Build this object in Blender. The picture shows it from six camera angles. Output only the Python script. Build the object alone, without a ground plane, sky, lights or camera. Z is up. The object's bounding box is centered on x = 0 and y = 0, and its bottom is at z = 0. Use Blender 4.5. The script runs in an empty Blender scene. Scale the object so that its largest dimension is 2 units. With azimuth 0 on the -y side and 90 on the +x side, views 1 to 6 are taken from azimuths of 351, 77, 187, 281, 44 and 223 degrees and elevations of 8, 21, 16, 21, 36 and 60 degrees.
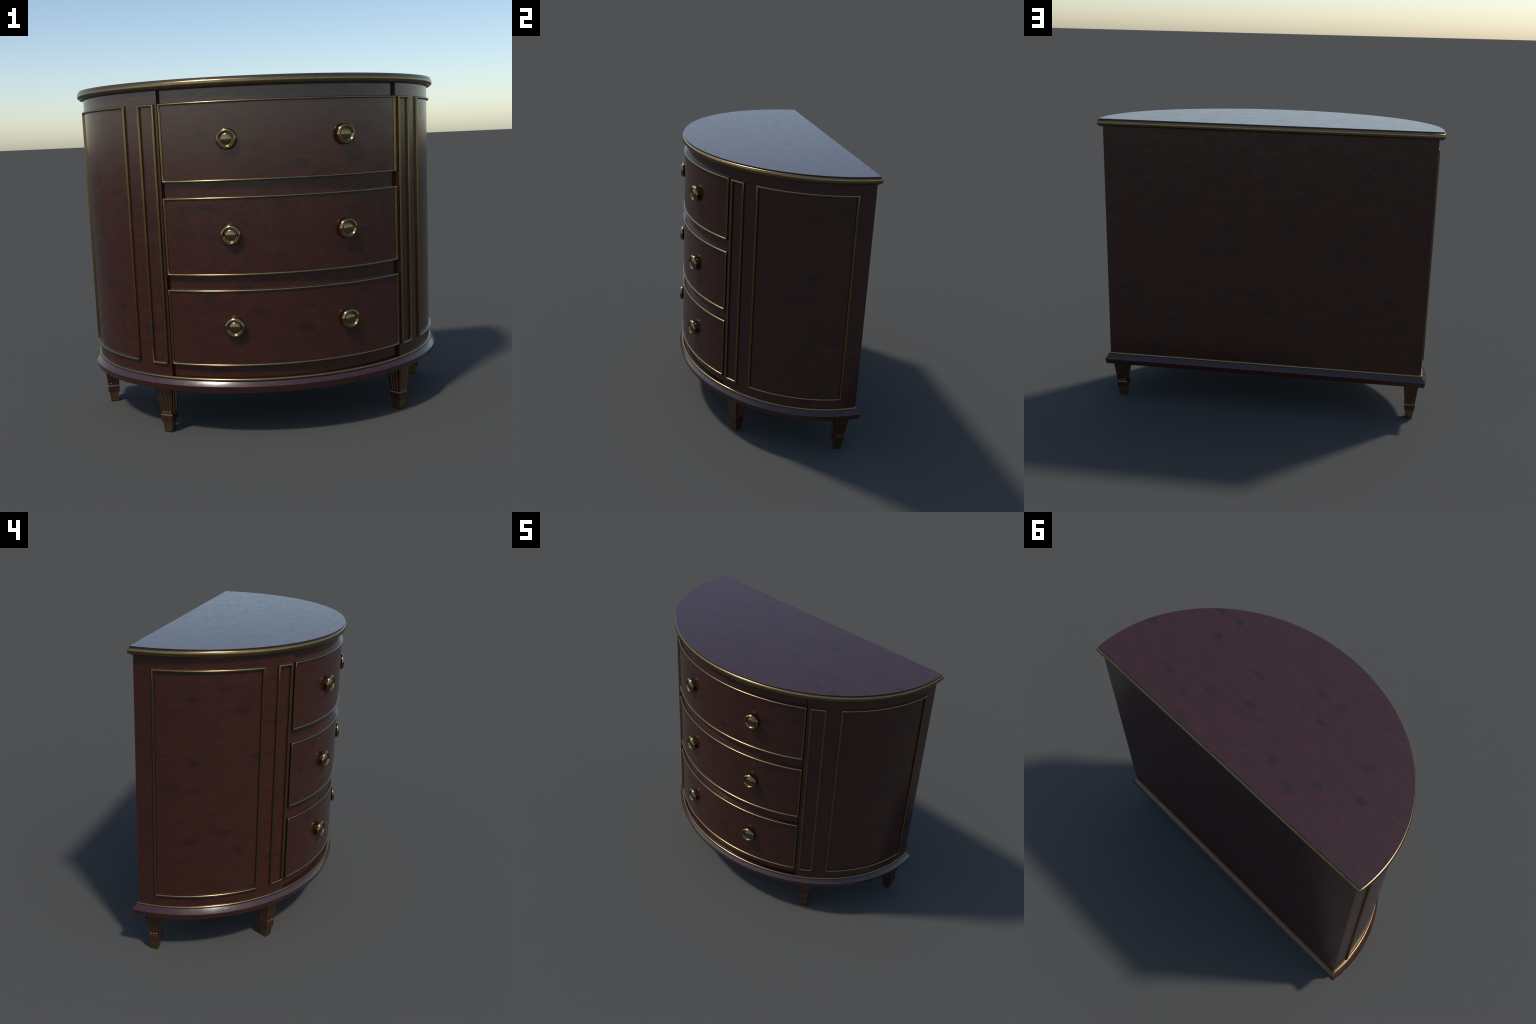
"""Half-round (demilune) chest of three drawers: dark mahogany, antique brass mouldings."""
import bpy, math
from mathutils import Vector, Matrix

# ------------------------------------------------------------------ plan of the chest
A, B, YC, YBACK = 0.968, 0.853, 0.380, 0.4650     # body ellipse, its centre, flat back
Z_BODY0, Z_BODY1 = 0.304, 1.7258                  # carcass height range


def body_pt(t, off=0.0, z=0.0):
    """Point on the bow front at ellipse angle t (0 = middle of the front, + = right)."""
    return Vector(((A + off) * math.sin(t), YC - (B + off) * math.cos(t), z))


def t_of_x(x, off=0.0):
    return math.asin(max(-1.0, min(1.0, x / (A + off))))


def t_back(off, back):
    return math.pi / 2 + math.asin((YBACK + back - YC) / (B + off))


ARC_M = math.sqrt((A * A + B * B) / 2)
ARC_K = (A * A - B * B) / (8 * ARC_M)


def arc_of_t(t):
    return ARC_M * t + ARC_K * math.sin(2 * t)


# ------------------------------------------------------------------ mesh helpers
def make_object(name, verts, faces, mats, parent=None, mat_ids=None, angle=35, loc=None, data=None):
    if data is None:
        data = bpy.data.meshes.new(name)
        data.from_pydata([tuple(v) for v in verts], [], faces)
        for m in mats:
            data.materials.append(m)
        if mat_ids:
            for p, i in zip(data.polygons, mat_ids):
                p.material_index = i
        data.update()
        smooth(data, angle)
    ob = bpy.data.objects.new(name, data)
    bpy.context.scene.collection.objects.link(ob)
    if parent:
        ob.parent = parent
    if loc is not None:
        ob.matrix_local = loc
    return ob


def smooth(me, angle):
    import bmesh
    bm = bmesh.new()
    bm.from_mesh(me)
    bmesh.ops.recalc_face_normals(bm, faces=bm.faces)
    lim = math.radians(angle)
    for f in bm.faces:
        f.smooth = True
    for e in bm.edges:
        e.smooth = len(e.link_faces) == 2 and e.calc_face_angle(0) < lim
    bm.to_mesh(me)
    bm.free()


def ring_outline(off, back, z, n=160, m=24):
    """Closed plan outline: bow from back left round the front to back right, then the flat back.
    off = (sideways, forward) distance from the body, or one number for both."""
    oa, ob = off if isinstance(off, tuple) else (off, off)
    T = t_back(ob, back)
    pts = [Vector(((A + oa) * math.sin(t), YC - (B + ob) * math.cos(t), z))
           for t in (-T + 2 * T * i / n for i in range(n + 1))]
    p, q = pts[-1], pts[0]
    pts += [p.lerp(q, j / m) for j in range(1, m)]
    return pts


def swept_outline(profile, n=160, m=24, cap_first=False, cap_last=False, closed=False):
    """Sweep a moulding profile [(off, back, z), ...] round the plan outline, mitred at the corners."""
    V, F = [], []
    N = n + m
    for o, b, z in profile:
        V += ring_outline(o, b, z, n, m)
    k = len(profile)
    for i in range(k if closed else k - 1):
        i2 = (i + 1) % k
        for j in range(N):
            j2 = (j + 1) % N
            F.append((i * N + j, i * N + j2, i2 * N + j2, i2 * N + j))
    if cap_first:
        F.append(tuple(range(N)))
    if cap_last:
        F.append(tuple(range((k - 1) * N, k * N)))
    return V, F


def bead_frame(s0, s1, z0, z1, profile, base_off=0.0, n=60):
    """Rectangular bead frame lying on the bow front; profile = [(inset, height), ...]."""
    V, F = [], []
    mv = 12
    for w, h in profile:
        t0 = t_of_x(s0) + w / ARC_M * 1.06
        t1 = t_of_x(s1) - w / ARC_M * 1.06
        a, b = z0 + w, z1 - w
        loop = [body_pt(t0 + (t1 - t0) * i / n, base_off + h, a) for i in range(n)]
        loop += [body_pt(t1, base_off + h, a + (b - a) * i / mv) for i in range(mv)]
        loop += [body_pt(t1 + (t0 - t1) * i / n, base_off + h, b) for i in range(n)]
        loop += [body_pt(t0, base_off + h, b + (a - b) * i / mv) for i in range(mv)]
        V += loop
    N = 2 * n + 2 * mv
    for i in range(len(profile) - 1):
        for j in range(N):
            j2 = (j + 1) % N
            F.append((i * N + j, i * N + j2, (i + 1) * N + j2, (i + 1) * N + j))
    return V, F


def bead_profile(w, h, wall=0.45, k=10, foot=0.002):
    """Bead of width w standing h proud: straight walls up to wall * h, then a rounded top."""
    pts = [(0.0, -foot), (0.0, h * wall * 0.6)]
    for i in range(k + 1):
        a = math.pi * i / k
        pts.append((w / 2 - w / 2 * math.cos(a), h * (wall + (1 - wall) * math.sin(a))))
    pts += [(w, h * wall * 0.6), (w, -foot)]
    return pts


# ------------------------------------------------------------------ materials
class Net:
    """Small convenience layer for writing node maths."""

    def __init__(self, tree):
        self.t = tree
        self.x = -2200

    def node(self, kind, **kw):
        n = self.t.nodes.new(kind)
        self.x += 40
        n.location = (self.x, 0)
        for k, v in kw.items():
            setattr(n, k, v)
        return n

    def put(self, sock, v):
        if isinstance(v, bpy.types.NodeSocket):
            self.t.links.new(v, sock)
        else:
            sock.default_value = v

    def m(self, op, a, b=0.0, c=0.0):
        n = self.node('ShaderNodeMath', operation=op)
        for s, v in zip(n.inputs, (a, b, c)):
            self.put(s, v)
        return n.outputs[0]

    def vec(self, x, y, z=0.0):
        n = self.node('ShaderNodeCombineXYZ')
        for s, v in zip(n.inputs, (x, y, z)):
            self.put(s, v)
        return n.outputs[0]

    def noise(self, vec, scale, detail=4.0, rough=0.55, dist=0.0):
        n = self.node('ShaderNodeTexNoise')
        self.put(n.inputs['Vector'], vec)
        n.inputs['Scale'].default_value = scale
        n.inputs['Detail'].default_value = detail
        n.inputs['Roughness'].default_value = rough
        n.inputs['Distortion'].default_value = dist
        return n.outputs['Fac']

    def ramp(self, fac, stops, interp='LINEAR'):
        n = self.node('ShaderNodeValToRGB')
        n.color_ramp.interpolation = interp
        el = n.color_ramp.elements
        while len(el) < len(stops):
            el.new(0.5)
        for e, (p, c) in zip(el, stops):
            e.position = p
            e.color = (c, c, c, 1) if isinstance(c, float) else (*c, 1)
        self.put(n.inputs[0], fac)
        return n.outputs[0]

    def mix(self, fac, a, b, mode='MIX'):
        n = self.node('ShaderNodeMix', data_type='RGBA', blend_type=mode)
        self.put(n.inputs[0], fac)
        for s, v in ((n.inputs[6], a), (n.inputs[7], b)):
            self.put(s, (*v, 1) if isinstance(v, tuple) else v)
        return n.outputs[2]


PERIOD = 0.8017            # the veneer figure repeats every 80 cm, knots included
KNOTS = [                  # position inside one veneer leaf, half length, half height, strength
    (0.7075, -0.1942, 0.034, 0.020, 0.85),
    (0.5817, -0.2070, 0.032, 0.019, 0.95),
    (0.5875, -0.0610, 0.032, 0.021, 1.00),
    (0.5982, 0.2873, 0.033, 0.021, 1.00),
    (0.4316, 0.3334, 0.038, 0.024, 0.75),
    (0.3394, 0.2240, 0.034, 0.021, 0.95),
    (0.2403, -0.0377, 0.034, 0.021, 0.85),
    (0.1267, 0.1358, 0.034, 0.021, 1.00),
]

WOOD_DARK = (0.0345, 0.0094, 0.0060)
WOOD_MID = (0.0475, 0.0120, 0.0068)
WOOD_STREAK = (0.0950, 0.0150, 0.0070)
WOOD_KNOT = (0.0140, 0.0068, 0.0066)


def veneer_group():
    """Node group: (u, v) veneer coordinates in metres -> colour, roughness, height."""
    g = bpy.data.node_groups.new('mahogany_veneer', 'ShaderNodeTree')
    itf = g.interface
    itf.new_socket('U', in_out='INPUT', socket_type='NodeSocketFloat')
    itf.new_socket('V', in_out='INPUT', socket_type='NodeSocketFloat')
    itf.new_socket('Color', in_out='OUTPUT', socket_type='NodeSocketColor')
    itf.new_socket('Roughness', in_out='OUTPUT', socket_type='NodeSocketFloat')
    itf.new_socket('Height', in_out='OUTPUT', socket_type='NodeSocketFloat')
    N = Net(g)
    gi, go = N.node('NodeGroupInput'), N.node('NodeGroupOutput')
    U, Vv = gi.outputs[0], gi.outputs[1]
    # knots
    knot = None
    pull = None
    for u, v, ru, rv, s in KNOTS:
        du = N.m('WRAP', N.m('SUBTRACT', U, u), PERIOD / 2, -PERIOD / 2)
        dv = N.m('WRAP', N.m('SUBTRACT', Vv, v), PERIOD / 2, -PERIOD / 2)
        q = N.m('ADD', N.m('POWER', N.m('ABSOLUTE', N.m('DIVIDE', du, ru * 1.18)), 2.0),
                N.m('POWER', N.m('ABSOLUTE', N.m('DIVIDE', dv, rv)), 2.0))
        core = N.m('MULTIPLY', N.m('POWER', 2.718, N.m('MULTIPLY', N.m('POWER', q, 1.35), -0.95)), s)
        # grain lines bend away round each knot
        bend = N.m('MULTIPLY', dv, N.m('POWER', 2.718, N.m('MULTIPLY', q, -0.16)))
        knot = core if knot is None else N.m('MAXIMUM', knot, core)
        pull = bend if pull is None else N.m('ADD', pull, bend)
    # warped grain coordinate: long in u, fine in v, with small swirls
    warp = N.noise(N.vec(N.m('MULTIPLY', U, 4.5), N.m('MULTIPLY', Vv, 7.0)), 1.0, 2.0, 0.5)
    swirl = N.noise(N.vec(N.m('MULTIPLY', U, 17.0), N.m('MULTIPLY', Vv, 26.0), 5.0), 1.0, 2.0, 0.5)
    warp = N.m('ADD', N.m('MULTIPLY', N.m('SUBTRACT', warp, 0.5), 0.075),
               N.m('MULTIPLY', N.m('SUBTRACT', swirl, 0.5), 0.020))
    gv = N.m('ADD', N.m('SUBTRACT', Vv, N.m('MULTIPLY', pull, 0.55)), warp)
    fine = N.noise(N.vec(N.m('MULTIPLY', U, 8.5), N.m('MULTIPLY', gv, 215.0)), 1.0, 3.0, 0.55, 0.2)
    coarse = N.noise(N.vec(N.m('MULTIPLY', U, 5.0), N.m('MULTIPLY', gv, 40.0), 2.0), 1.0, 3.0, 0.6, 0.3)
    patch = N.noise(N.vec(N.m('MULTIPLY', U, 9.0), N.m('MULTIPLY', Vv, 17.0), 3.0), 1.0, 3.0, 0.55)
    speck = N.noise(N.vec(N.m('MULTIPLY', U, 120.0), N.m('MULTIPLY', Vv, 260.0), 7.0), 1.0, 2.0, 0.6)
    pores = N.noise(N.vec(N.m('MULTIPLY', U, 26.0), N.m('MULTIPLY', gv, 190.0), 9.0), 1.0, 2.0, 0.5)
    streak = N.m('MULTIPLY', N.ramp(fine, [(0.53, 0.0), (0.66, 1.0)]),
                 N.ramp(patch, [(0.40, 0.08), (0.60, 1.0)]))
    col = N.mix(N.ramp(coarse, [(0.30, 0.0), (0.70, 1.0)]), WOOD_DARK, WOOD_MID)
    col = N.mix(N.m('MULTIPLY', streak, 0.50), col, WOOD_STREAK)
    col = N.mix(N.m('MULTIPLY', N.ramp(speck, [(0.52, 0.0), (0.74, 1.0)]), 0.40), col, WOOD_KNOT)
    col = N.mix(N.m('MULTIPLY', knot, 0.80), col, WOOD_KNOT)
    pit = N.ramp(pores, [(0.58, 0.0), (0.68, 1.0)])
    rough = N.m('ADD', 0.115, N.m('ADD', N.m('MULTIPLY', patch, 0.13),
                                  N.m('ADD', N.m('MULTIPLY', speck, 0.05), N.m('MULTIPLY', pit, 0.10))))
    height = N.m('SUBTRACT', N.m('ADD', N.m('MULTIPLY', fine, 0.15), N.m('MULTIPLY', speck, 0.25)),
                 N.m('MULTIPLY', pit, 0.9))
    for s, v in zip(go.inputs, (col, rough, height)):
        g.links.new(v, s)
    return g


VENEER = veneer_group()


def wood_material(name, mapping, grain=0.008):
    """mapping: 'bow' unrolls the bow front, 'plan' lies in x-y, 'back' in x-z, 'post' runs up."""
    mat = bpy.data.materials.new(name)
    mat.use_nodes = True
    t = mat.node_tree
    N = Net(t)
    bsdf = t.nodes['Principled BSDF']
    co = N.node('ShaderNodeTexCoord').outputs['Object']
    sep = N.node('ShaderNodeSeparateXYZ')
    t.links.new(co, sep.inputs[0])
    x, y, z = sep.outputs
    if mapping == 'bow':
        th = N.m('ARCTAN2', N.m('DIVIDE', x, A), N.m('DIVIDE', N.m('SUBTRACT', YC, y), B))
        s = N.m('ADD', N.m('MULTIPLY', th, ARC_M), N.m('MULTIPLY', N.m('SINE', N.m('MULTIPLY', th, 2.0)), ARC_K))
        u = N.m('SUBTRACT', -0.616, s)
        v = N.m('SUBTRACT', z, 1.223)
    elif mapping == 'plan':
        u, v = x, y
    elif mapping == 'back':
        u = N.m('ADD', x, 0.37)
        v = N.m('SUBTRACT', z, 1.223)
    else:
        u = N.m('ADD', z, 0.25)
        v = N.m('ADD', x, y)
    gr = N.node('ShaderNodeGroup')
    gr.node_tree = VENEER
    N.put(gr.inputs[0], u)
    N.put(gr.inputs[1], v)
    t.links.new(gr.outputs['Color'], bsdf.inputs['Base Color'])
    t.links.new(gr.outputs['Roughness'], bsdf.inputs['Roughness'])
    bump = N.node('ShaderNodeBump')
    bump.inputs['Strength'].default_value = grain
    bump.inputs['Distance'].default_value = 0.002
    t.links.new(gr.outputs['Height'], bump.inputs['Height'])
    t.links.new(bump.outputs[0], bsdf.inputs['Normal'])
    bsdf.inputs['IOR'].default_value = 1.68
    return mat


def brass_material(name, col, rough, dull=0.0):
    mat = bpy.data.materials.new(name)
    mat.use_nodes = True
    t = mat.node_tree
    N = Net(t)
    bsdf = t.nodes['Principled BSDF']
    co = N.node('ShaderNodeTexCoord').outputs['Object']
    f = N.noise(co, 14.0, 4.0, 0.6)
    c = N.mix(N.ramp(f, [(0.35, 0.0), (0.7, 1.0)]), tuple(k * 0.90 for k in col), tuple(k * 1.06 for k in col))
    t.links.new(c, bsdf.inputs['Base Color'])
    bsdf.inputs['Metallic'].default_value = 1.0
    t.links.new(N.m('ADD', rough - 0.03, N.m('MULTIPLY', f, 0.06)), bsdf.inputs['Roughness'])
    return mat


BOW = wood_material('mahogany_bow_front', 'bow')
PLAN = wood_material('mahogany_top', 'plan', 0.026)
BACK = wood_material('mahogany_back', 'back', 0.005)
POST = wood_material('mahogany_leg', 'post')
BRASS = brass_material('antique_brass', (0.275, 0.195, 0.094), 0.25)
BRASS_KNOB = brass_material('polished_brass', (0.285, 0.203, 0.099), 0.18)
BRASS_FOOT = brass_material('dull_brass', (0.25, 0.180, 0.085), 0.38)

# ------------------------------------------------------------------ the chest
chest = bpy.data.objects.new('demilune_chest', None)
bpy.context.scene.collection.objects.link(chest)
chest['label'] = 'half-round dark mahogany chest with three drawers and brass trim'
chest['category'] = 'chest of drawers'

# ---- top: veneered slab, brass half-round edge, wooden fillet beneath
SA, SF, SB = 0.0240, 0.0130, 0.0090     # slab overhang: sides, front, back


def top_off(d, z, back=None):
    """Profile point at distance d out from the slab edge."""
    return ((SA + d, SF + d), SB + (d if back is None else back), z)


V, F = swept_outline([top_off(-0.004, 1.7612), top_off(0, 1.7612), top_off(0, 1.7694), top_off(-0.0007, 1.7702)],
                     cap_last=True)
make_object('top_slab', V, F, [PLAN], chest, angle=25)

rim_z0, rim_z1, rim_out = 1.7303, 1.7618, 0.0085
prof = [top_off(-0.006, rim_z1)]
for i in range(15):
    a = math.pi * (0.5 - i / 14)
    c, s = abs(math.cos(a)) ** 0.95, math.sin(a)
    zc, hz = (rim_z0 + rim_z1) / 2, (rim_z1 - rim_z0) / 2
    prof.append(top_off(-0.0005 + rim_out * c, zc + hz * s, -0.0005 + 0.0118 * c))
prof.append(top_off(-0.006, rim_z0))
V, F = swept_outline(prof)
make_object('brass_rim', V, F, [BRASS], chest, angle=40)

V, F = swept_outline([(-0.04, -0.04, 1.7308), top_off(-0.0022, 1.7306), top_off(-0.0028, 1.7270),
                      top_off(-0.0045, 1.7252), (-0.04, -0.04, 1.7249)])
make_object('top_moulding', V, F, [BOW], chest, angle=20)

# ---- carcass: bowed sides and back, recessed front frame between them
X_EDGE = 0.5965                  # where the bowed side ends and the drawer opening begins
RECESS, LEDGE, GROOVE, GROOVE_DEPTH = 0.0155, 0.0040, 0.0050, 0.032


def plan_side(sign):
    """Plan polyline of one bowed side from the back corner to the drawer opening."""
    T, t1 = t_back(0, 0), t_of_x(X_EDGE)
    n = 70
    return [body_pt(sign * (T + (t1 - T) * i / n)) for i in range(n + 1)]


def extrude_plan(poly, mats, ids, z0=Z_BODY0, z1=Z_BODY1, rows=6, close=False):
    V, F, M = [], [], []
    n = len(poly)
    for r in range(rows + 1):
        V += [Vector((p.x, p.y, z0 + (z1 - z0) * r / rows)) for p in poly]
    for r in range(rows):
        for i in range(n if close else n - 1):
            j = (i + 1) % n
            F.append((r * n + i, r * n + j, (r + 1) * n + j, (r + 1) * n + i))
            M.append(ids[i])
    return V, F, M


left, right = plan_side(-1), plan_side(1)[::-1]
t1 = t_of_x(X_EDGE)
d_led, d_groove = LEDGE / ARC_M, (LEDGE + GROOVE) / ARC_M
# step in from the side, narrow fillet, shadow groove, then the recessed rail
half = [(t1, 0.0), (t1, -RECESS), (t1 - d_led, -RECESS), (t1 - d_led, -GROOVE_DEPTH),
        (t1 - d_groove, -GROOVE_DEPTH), (t1 - d_groove, -RECESS)]
frame = [body_pt(-t, o) for t, o in half]
n_rail, rail_t = 60, t1 - d_groove
frame += [body_pt(-rail_t + 2 * rail_t * i / n_rail, -RECESS) for i in range(1, n_rail)]
frame += [body_pt(t, o) for t, o in reversed(half)]
back_m = 24
back = [right[-1].lerp(left[0], j / back_m) for j in range(back_m + 1)]

V, F, M = extrude_plan(left, [BOW], [0] * len(left))
side_data = make_object('side_panel', V, F, [BOW], chest, M, angle=30)
V, F, M = extrude_plan(right, [BOW], [0] * len(right))
make_object('side_panel', V, F, [BOW], chest, M, angle=30)
V, F, M = extrude_plan(back, [BACK], [0] * len(back))
make_object('back_panel', V, F, [BACK], chest, M, angle=30)
V, F, M = extrude_plan(frame, [BOW], [0] * len(frame))
make_object('front_frame', V, F, [BOW], chest, M, angle=30)

# ---- brass bead frames on the sides
BEAD = bead_profile(0.0130, 0.0122, wall=0.62)
Z_P0, Z_P1 = 0.3730, 1.6620
X_SIDE, X_PIL_OUT, X_PIL_IN = 0.7455, 0.6850, 0.6085
T_SIDE_BACK = math.pi / 2 - (0.380 - 0.3665) / B     # rear edge of the side panel frame


def frame_by_t(ta, tb, profile, name):
    xs = (A * math.sin(ta), A * math.sin(tb))
    V, F = bead_frame(xs[0], xs[1], Z_P0, Z_P1, profile)
    return make_object(name, V, F, [BRASS], chest, angle=40)


frame_by_t(t_of_x(X_SIDE), T_SIDE_BACK, BEAD, 'side_panel_trim')
frame_by_t(-T_SIDE_BACK, -t_of_x(X_SIDE), BEAD, 'side_panel_trim')
frame_by_t(t_of_x(X_PIL_IN), t_of_x(X_PIL_OUT), BEAD, 'pilaster_trim')
frame_by_t(-t_of_x(X_PIL_OUT), -t_of_x(X_PIL_IN), BEAD, 'pilaster_trim')

# ---- drawers
X_DRAWER = 0.5908
DRAWER_Z = [(1.2825, 1.6625), (0.8275, 1.2102), (0.3770, 0.7592)]
KNOB_Z = [1.4832, 1.0285, 0.5772]
DRAWER_OFF = 0.0015
TRIM = bead_profile(0.0122, 0.0066, wall=0.12, foot=0.003)

KNOB_PROFILE = [(0.0000, -0.002), (0.0260, -0.002), (0.0250, 0.003), (0.0255, 0.0060), (0.0330, 0.0074), (0.0420, 0.0090),
                (0.0478, 0.0125), (0.0506, 0.0172), (0.0505, 0.0212), (0.0485, 0.0258), (0.0455, 0.0292),
                (0.0425, 0.0312), (0.0402, 0.0322), (0.0386, 0.0325), (0.0372, 0.0320), (0.0358, 0.0304),
                (0.0344, 0.0282), (0.0328, 0.0262), (0.0310, 0.0248), (0.0292, 0.0242), (0.0284, 0.0244),
                (0.0274, 0.0256), (0.0256, 0.0273), (0.0230, 0.0288), (0.0196, 0.0300), (0.0152, 0.0310), (0.0100, 0.0318),
                (0.0050, 0.0322), (0.0000, 0.0323)]


def lathe(profile, n=56):
    V, F, rows = [], [], []
    for r, h in profile:
        if r < 1e-6:
            rows.append([len(V)])
            V.append(Vector((0, 0, h)))
        else:
            rows.append(list(range(len(V), len(V) + n)))
            V += [Vector((r * math.cos(2 * math.pi * i / n), r * math.sin(2 * math.pi * i / n), h)) for i in range(n)]
    for p, q in zip(rows, rows[1:]):
        for i in range(n):
            j = (i + 1) % n
            if len(p) == 1:
                F.append((p[0], q[i], q[j]))
            elif len(q) == 1:
                F.append((p[i], p[j], q[0]))
            else:
                F.append((p[i], p[j], q[j], q[i]))
    return V, F


knob_mesh = None
for (z0, z1), kz in zip(DRAWER_Z, KNOB_Z):
    td = t_of_x(X_DRAWER)
    n, rows = 64, 4
    V, F = [], []
    e = 0.0006
    layers = [(-RECESS - 0.003, 0.0), (DRAWER_OFF - e, 0.0), (DRAWER_OFF, e)]
    # drawer front: curved board, edges eased
    for off, ins in layers:
        a, b = z0 + ins, z1 - ins
        tt = td - ins / ARC_M
        loop = [body_pt(-tt + 2 * tt * i / n, off, a) for i in range(n)]
        loop += [body_pt(tt, off, a + (b - a) * i / rows) for i in range(rows)]
        loop += [body_pt(tt - 2 * tt * i / n, off, b) for i in range(n)]
        loop += [body_pt(-tt, off, b + (a - b) * i / rows) for i in range(rows)]
        V += loop
    L = 2 * n + 2 * rows
    for k in range(len(layers) - 1):
        for j in range(L):
            j2 = (j + 1) % L
            F.append((k * L + j, k * L + j2, (k + 1) * L + j2, (k + 1) * L + j))
    base = 2 * L                                   # front face, strips from bottom to top edge
    for i in range(n):
        F.append((base + i, base + i + 1, base + 2 * n + rows - i - 1, base + 2 * n + rows - i))
    drawer = make_object('drawer', V, F, [BOW], chest, angle=40)
    V, F = bead_frame(-X_DRAWER - 0.0004, X_DRAWER + 0.0004, z0 - 0.0004, z1 + 0.0004, TRIM, DRAWER_OFF)
    # carry the brass a little way round the edge
    make_object('drawer_trim', V, F, [BRASS], drawer, angle=40)
    for sign in (-1, 1):
        t = sign * t_of_x(0.2840)
        nrm = Vector((math.sin(t) / A, -math.cos(t) / B, 0)).normalized()
        zax = nrm
        xax = Vector((0, 0, 1)).cross(zax).normalized()
        yax = zax.cross(xax)
        M4 = Matrix((xax, yax, zax)).transposed().to_4x4()
        M4.translation = body_pt(t, DRAWER_OFF, kz)
        if knob_mesh is None:
            V, F = lathe(KNOB_PROFILE)
            k = make_object('knob', V, F, [BRASS_KNOB], drawer, angle=50, loc=M4)
            knob_mesh = k.data
        else:
            make_object('knob', None, None, None, drawer, loc=M4, data=knob_mesh)

# ---- plinth and the brass bead on it
V, F = swept_outline([(-0.04, -0.04, 0.3050), ((0.0095, 0.0015), 0.0080, 0.3050), ((0.0310, 0.0207), 0.0297, 0.2800),
                      ((0.0320, 0.0215), 0.0305, 0.2782), ((0.0245, 0.0140), 0.0220, 0.2462),
                      ((0.0235, 0.0130), 0.0210, 0.2452)], cap_first=True, cap_last=True)
make_object('plinth', V, F, [BOW], chest, angle=20)

zb0, zb1, hb = 0.2995, 0.3170, 0.0115
prof = [(-0.001, -0.001, zb0)]
for i in range(11):
    a = math.pi * (i / 10 - 0.5)
    c, s = abs(math.cos(a)) ** 0.8, math.sin(a)
    prof.append(((0.0015 + (hb - 0.0030) * c, 0.0015 + (hb - 0.0020) * c), 0.0010 + 0.0060 * c, (zb0 + zb1) / 2 + (zb1 - zb0) / 2 * s))
prof.append((-0.0015, -0.0005, zb1))
prof.append((-0.0015, -0.0005, zb0))
V, F = swept_outline(prof)
make_object('plinth_bead', V, F, [BRASS], chest, angle=40)

# ---- legs: square taper, three brass-lined flutes a side, collar, brass toe
Z_LEG1, Z_LEG0, Z_FL = 0.2460, 0.0985, 0.1065
W_TOP, W_LOW = 0.0465, 0.0302


def leg_half(z):
    return W_LOW + (W_TOP - W_LOW) * (z - Z_LEG0) / (Z_LEG1 - Z_LEG0)


FL_C, FL_W, FL_D, FL_N = (-0.5, 0.0, 0.5), 0.145, 0.0050, 8


def leg_meshes():
    zs = [Z_LEG0] + [Z_FL + (Z_LEG1 - Z_FL) * f for f in
                     (0.0, 0.006, 0.012, 0.02, 0.03, 0.045, 0.2, 0.4, 0.6, 0.8, 1.0)]
    us = [(-1.0, None)]
    for c in FL_C:
        for k in range(FL_N + 1):
            us.append((c - FL_W + 2 * FL_W * k / FL_N, k / FL_N))
    us.append((1.0, None))
    W, WF, Bv, BF = [], [], [], []

    def depth(z, k):
        if k is None or z < Z_FL:
            return 0.0
        e = min(1.0, (z - Z_FL) / 0.006)
        return FL_D * math.sqrt(max(0, 1 - (2 * k - 1) ** 2)) * math.sqrt(max(0.0, 1 - (1 - e) ** 2))

    for q in range(4):
        R = Matrix.Rotation(q * math.pi / 2, 3, 'Z')
        grid = []
        for z in zs:
            h = leg_half(z)
            grid.append([R @ Vector((u * h, -(h - depth(z, k)), z)) for u, k in us])
        for r in range(len(zs) - 1):
            for c in range(len(us) - 1):
                quad = [grid[r][c], grid[r][c + 1], grid[r + 1][c + 1], grid[r + 1][c]]
                flute = us[c][1] is not None and us[c + 1][1] is not None and us[c + 1][0] - us[c][0] < 0.06 and r >= 1
                VV, FF = (Bv, BF) if flute else (W, WF)
                i = len(VV)
                VV += quad
                FF.append((i, i + 1, i + 2, i + 3))
    return W, WF, Bv, BF


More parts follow.
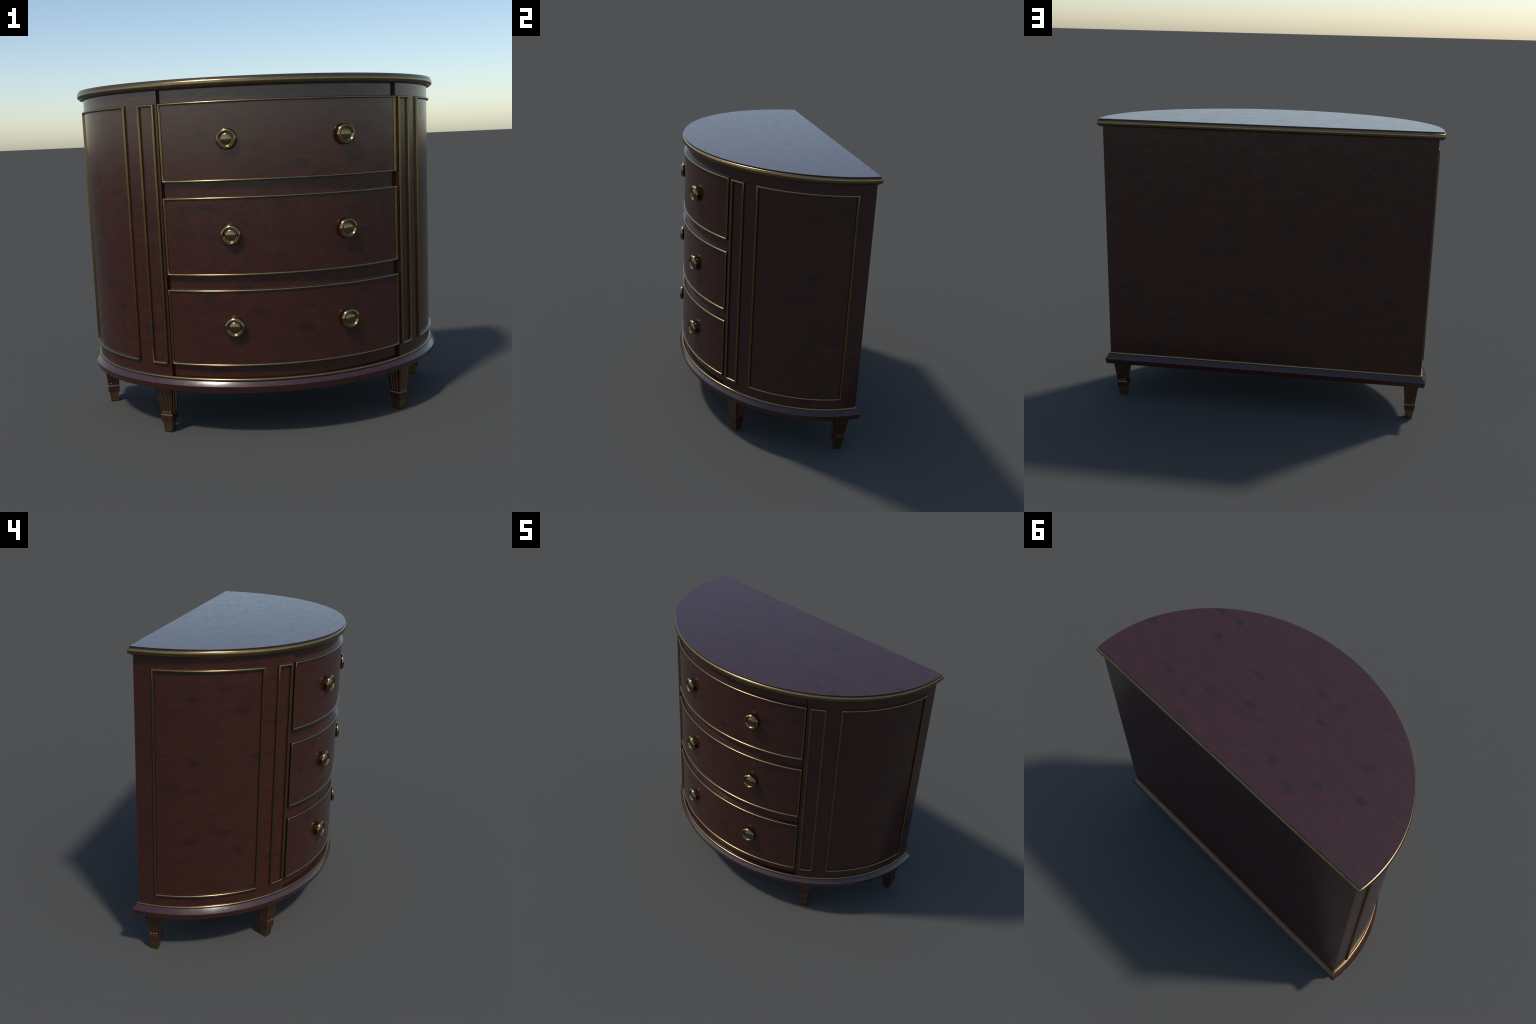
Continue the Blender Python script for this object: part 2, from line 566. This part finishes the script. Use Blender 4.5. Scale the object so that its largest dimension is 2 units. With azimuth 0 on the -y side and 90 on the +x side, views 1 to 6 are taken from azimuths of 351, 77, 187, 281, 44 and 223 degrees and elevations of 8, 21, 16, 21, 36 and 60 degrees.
def merged(name, V, F, mats, parent, angle, loc=None):
    ob = make_object(name, V, F, mats, parent, angle=180, loc=loc)
    import bmesh
    bm = bmesh.new()
    bm.from_mesh(ob.data)
    bmesh.ops.remove_doubles(bm, verts=bm.verts, dist=2e-5)
    bm.to_mesh(ob.data)
    bm.free()
    smooth(ob.data, angle)
    return ob


def square_loft(rings):
    """Stack of squares [(half, z), ...] with capped ends."""
    V, F = [], []
    for h, z in rings:
        V += [Vector((x * h, y * h, z)) for x, y in ((-1, -1), (1, -1), (1, 1), (-1, 1))]
    for r in range(len(rings) - 1):
        for i in range(4):
            j = (i + 1) % 4
            F.append((r * 4 + i, r * 4 + j, r * 4 + 4 + j, r * 4 + 4 + i))
    F += [(3, 2, 1, 0), tuple(4 * (len(rings) - 1) + i for i in range(4))]
    return V, F


LEGS = [(-0.9125, 0.3862, 0.0), (0.9125, 0.3862, 0.0), (-0.6205, -0.2045, -30.0), (0.6205, -0.2045, 30.0)]
leg_data = None
for x, y, ang in LEGS:
    M4 = Matrix.Translation((x, y, 0)) @ Matrix.Rotation(math.radians(ang), 4, 'Z')
    if leg_data is None:
        W, WF, Bv, BF = leg_meshes()
        leg = merged('leg', W, WF, [POST], chest, 30, M4)
        inlay = merged('flute_inlay', Bv, BF, [BRASS_FOOT], leg, 60)
        V, F = square_loft([(0.0285, 0.1005), (0.0300, 0.0995), (0.0330, 0.0900), (0.0331, 0.0885), (0.0297, 0.0560),
                            (0.0290, 0.0552), (0.0240, 0.0552)])
        collar = make_object('collar', V, F, [POST], leg, angle=20)
        V, F = square_loft([(0.0255, 0.0560), (0.0214, 0.0020), (0.0200, 0.0)])
        cap = make_object('foot_cap', V, F, [BRASS_FOOT], leg, angle=20)
        leg_data = (leg.data, inlay.data, collar.data, cap.data)
    else:
        leg = make_object('leg', None, None, None, chest, loc=M4, data=leg_data[0])
        for nm, d in zip(('flute_inlay', 'collar', 'foot_cap'), leg_data[1:]):
            make_object(nm, None, None, None, leg, data=d)
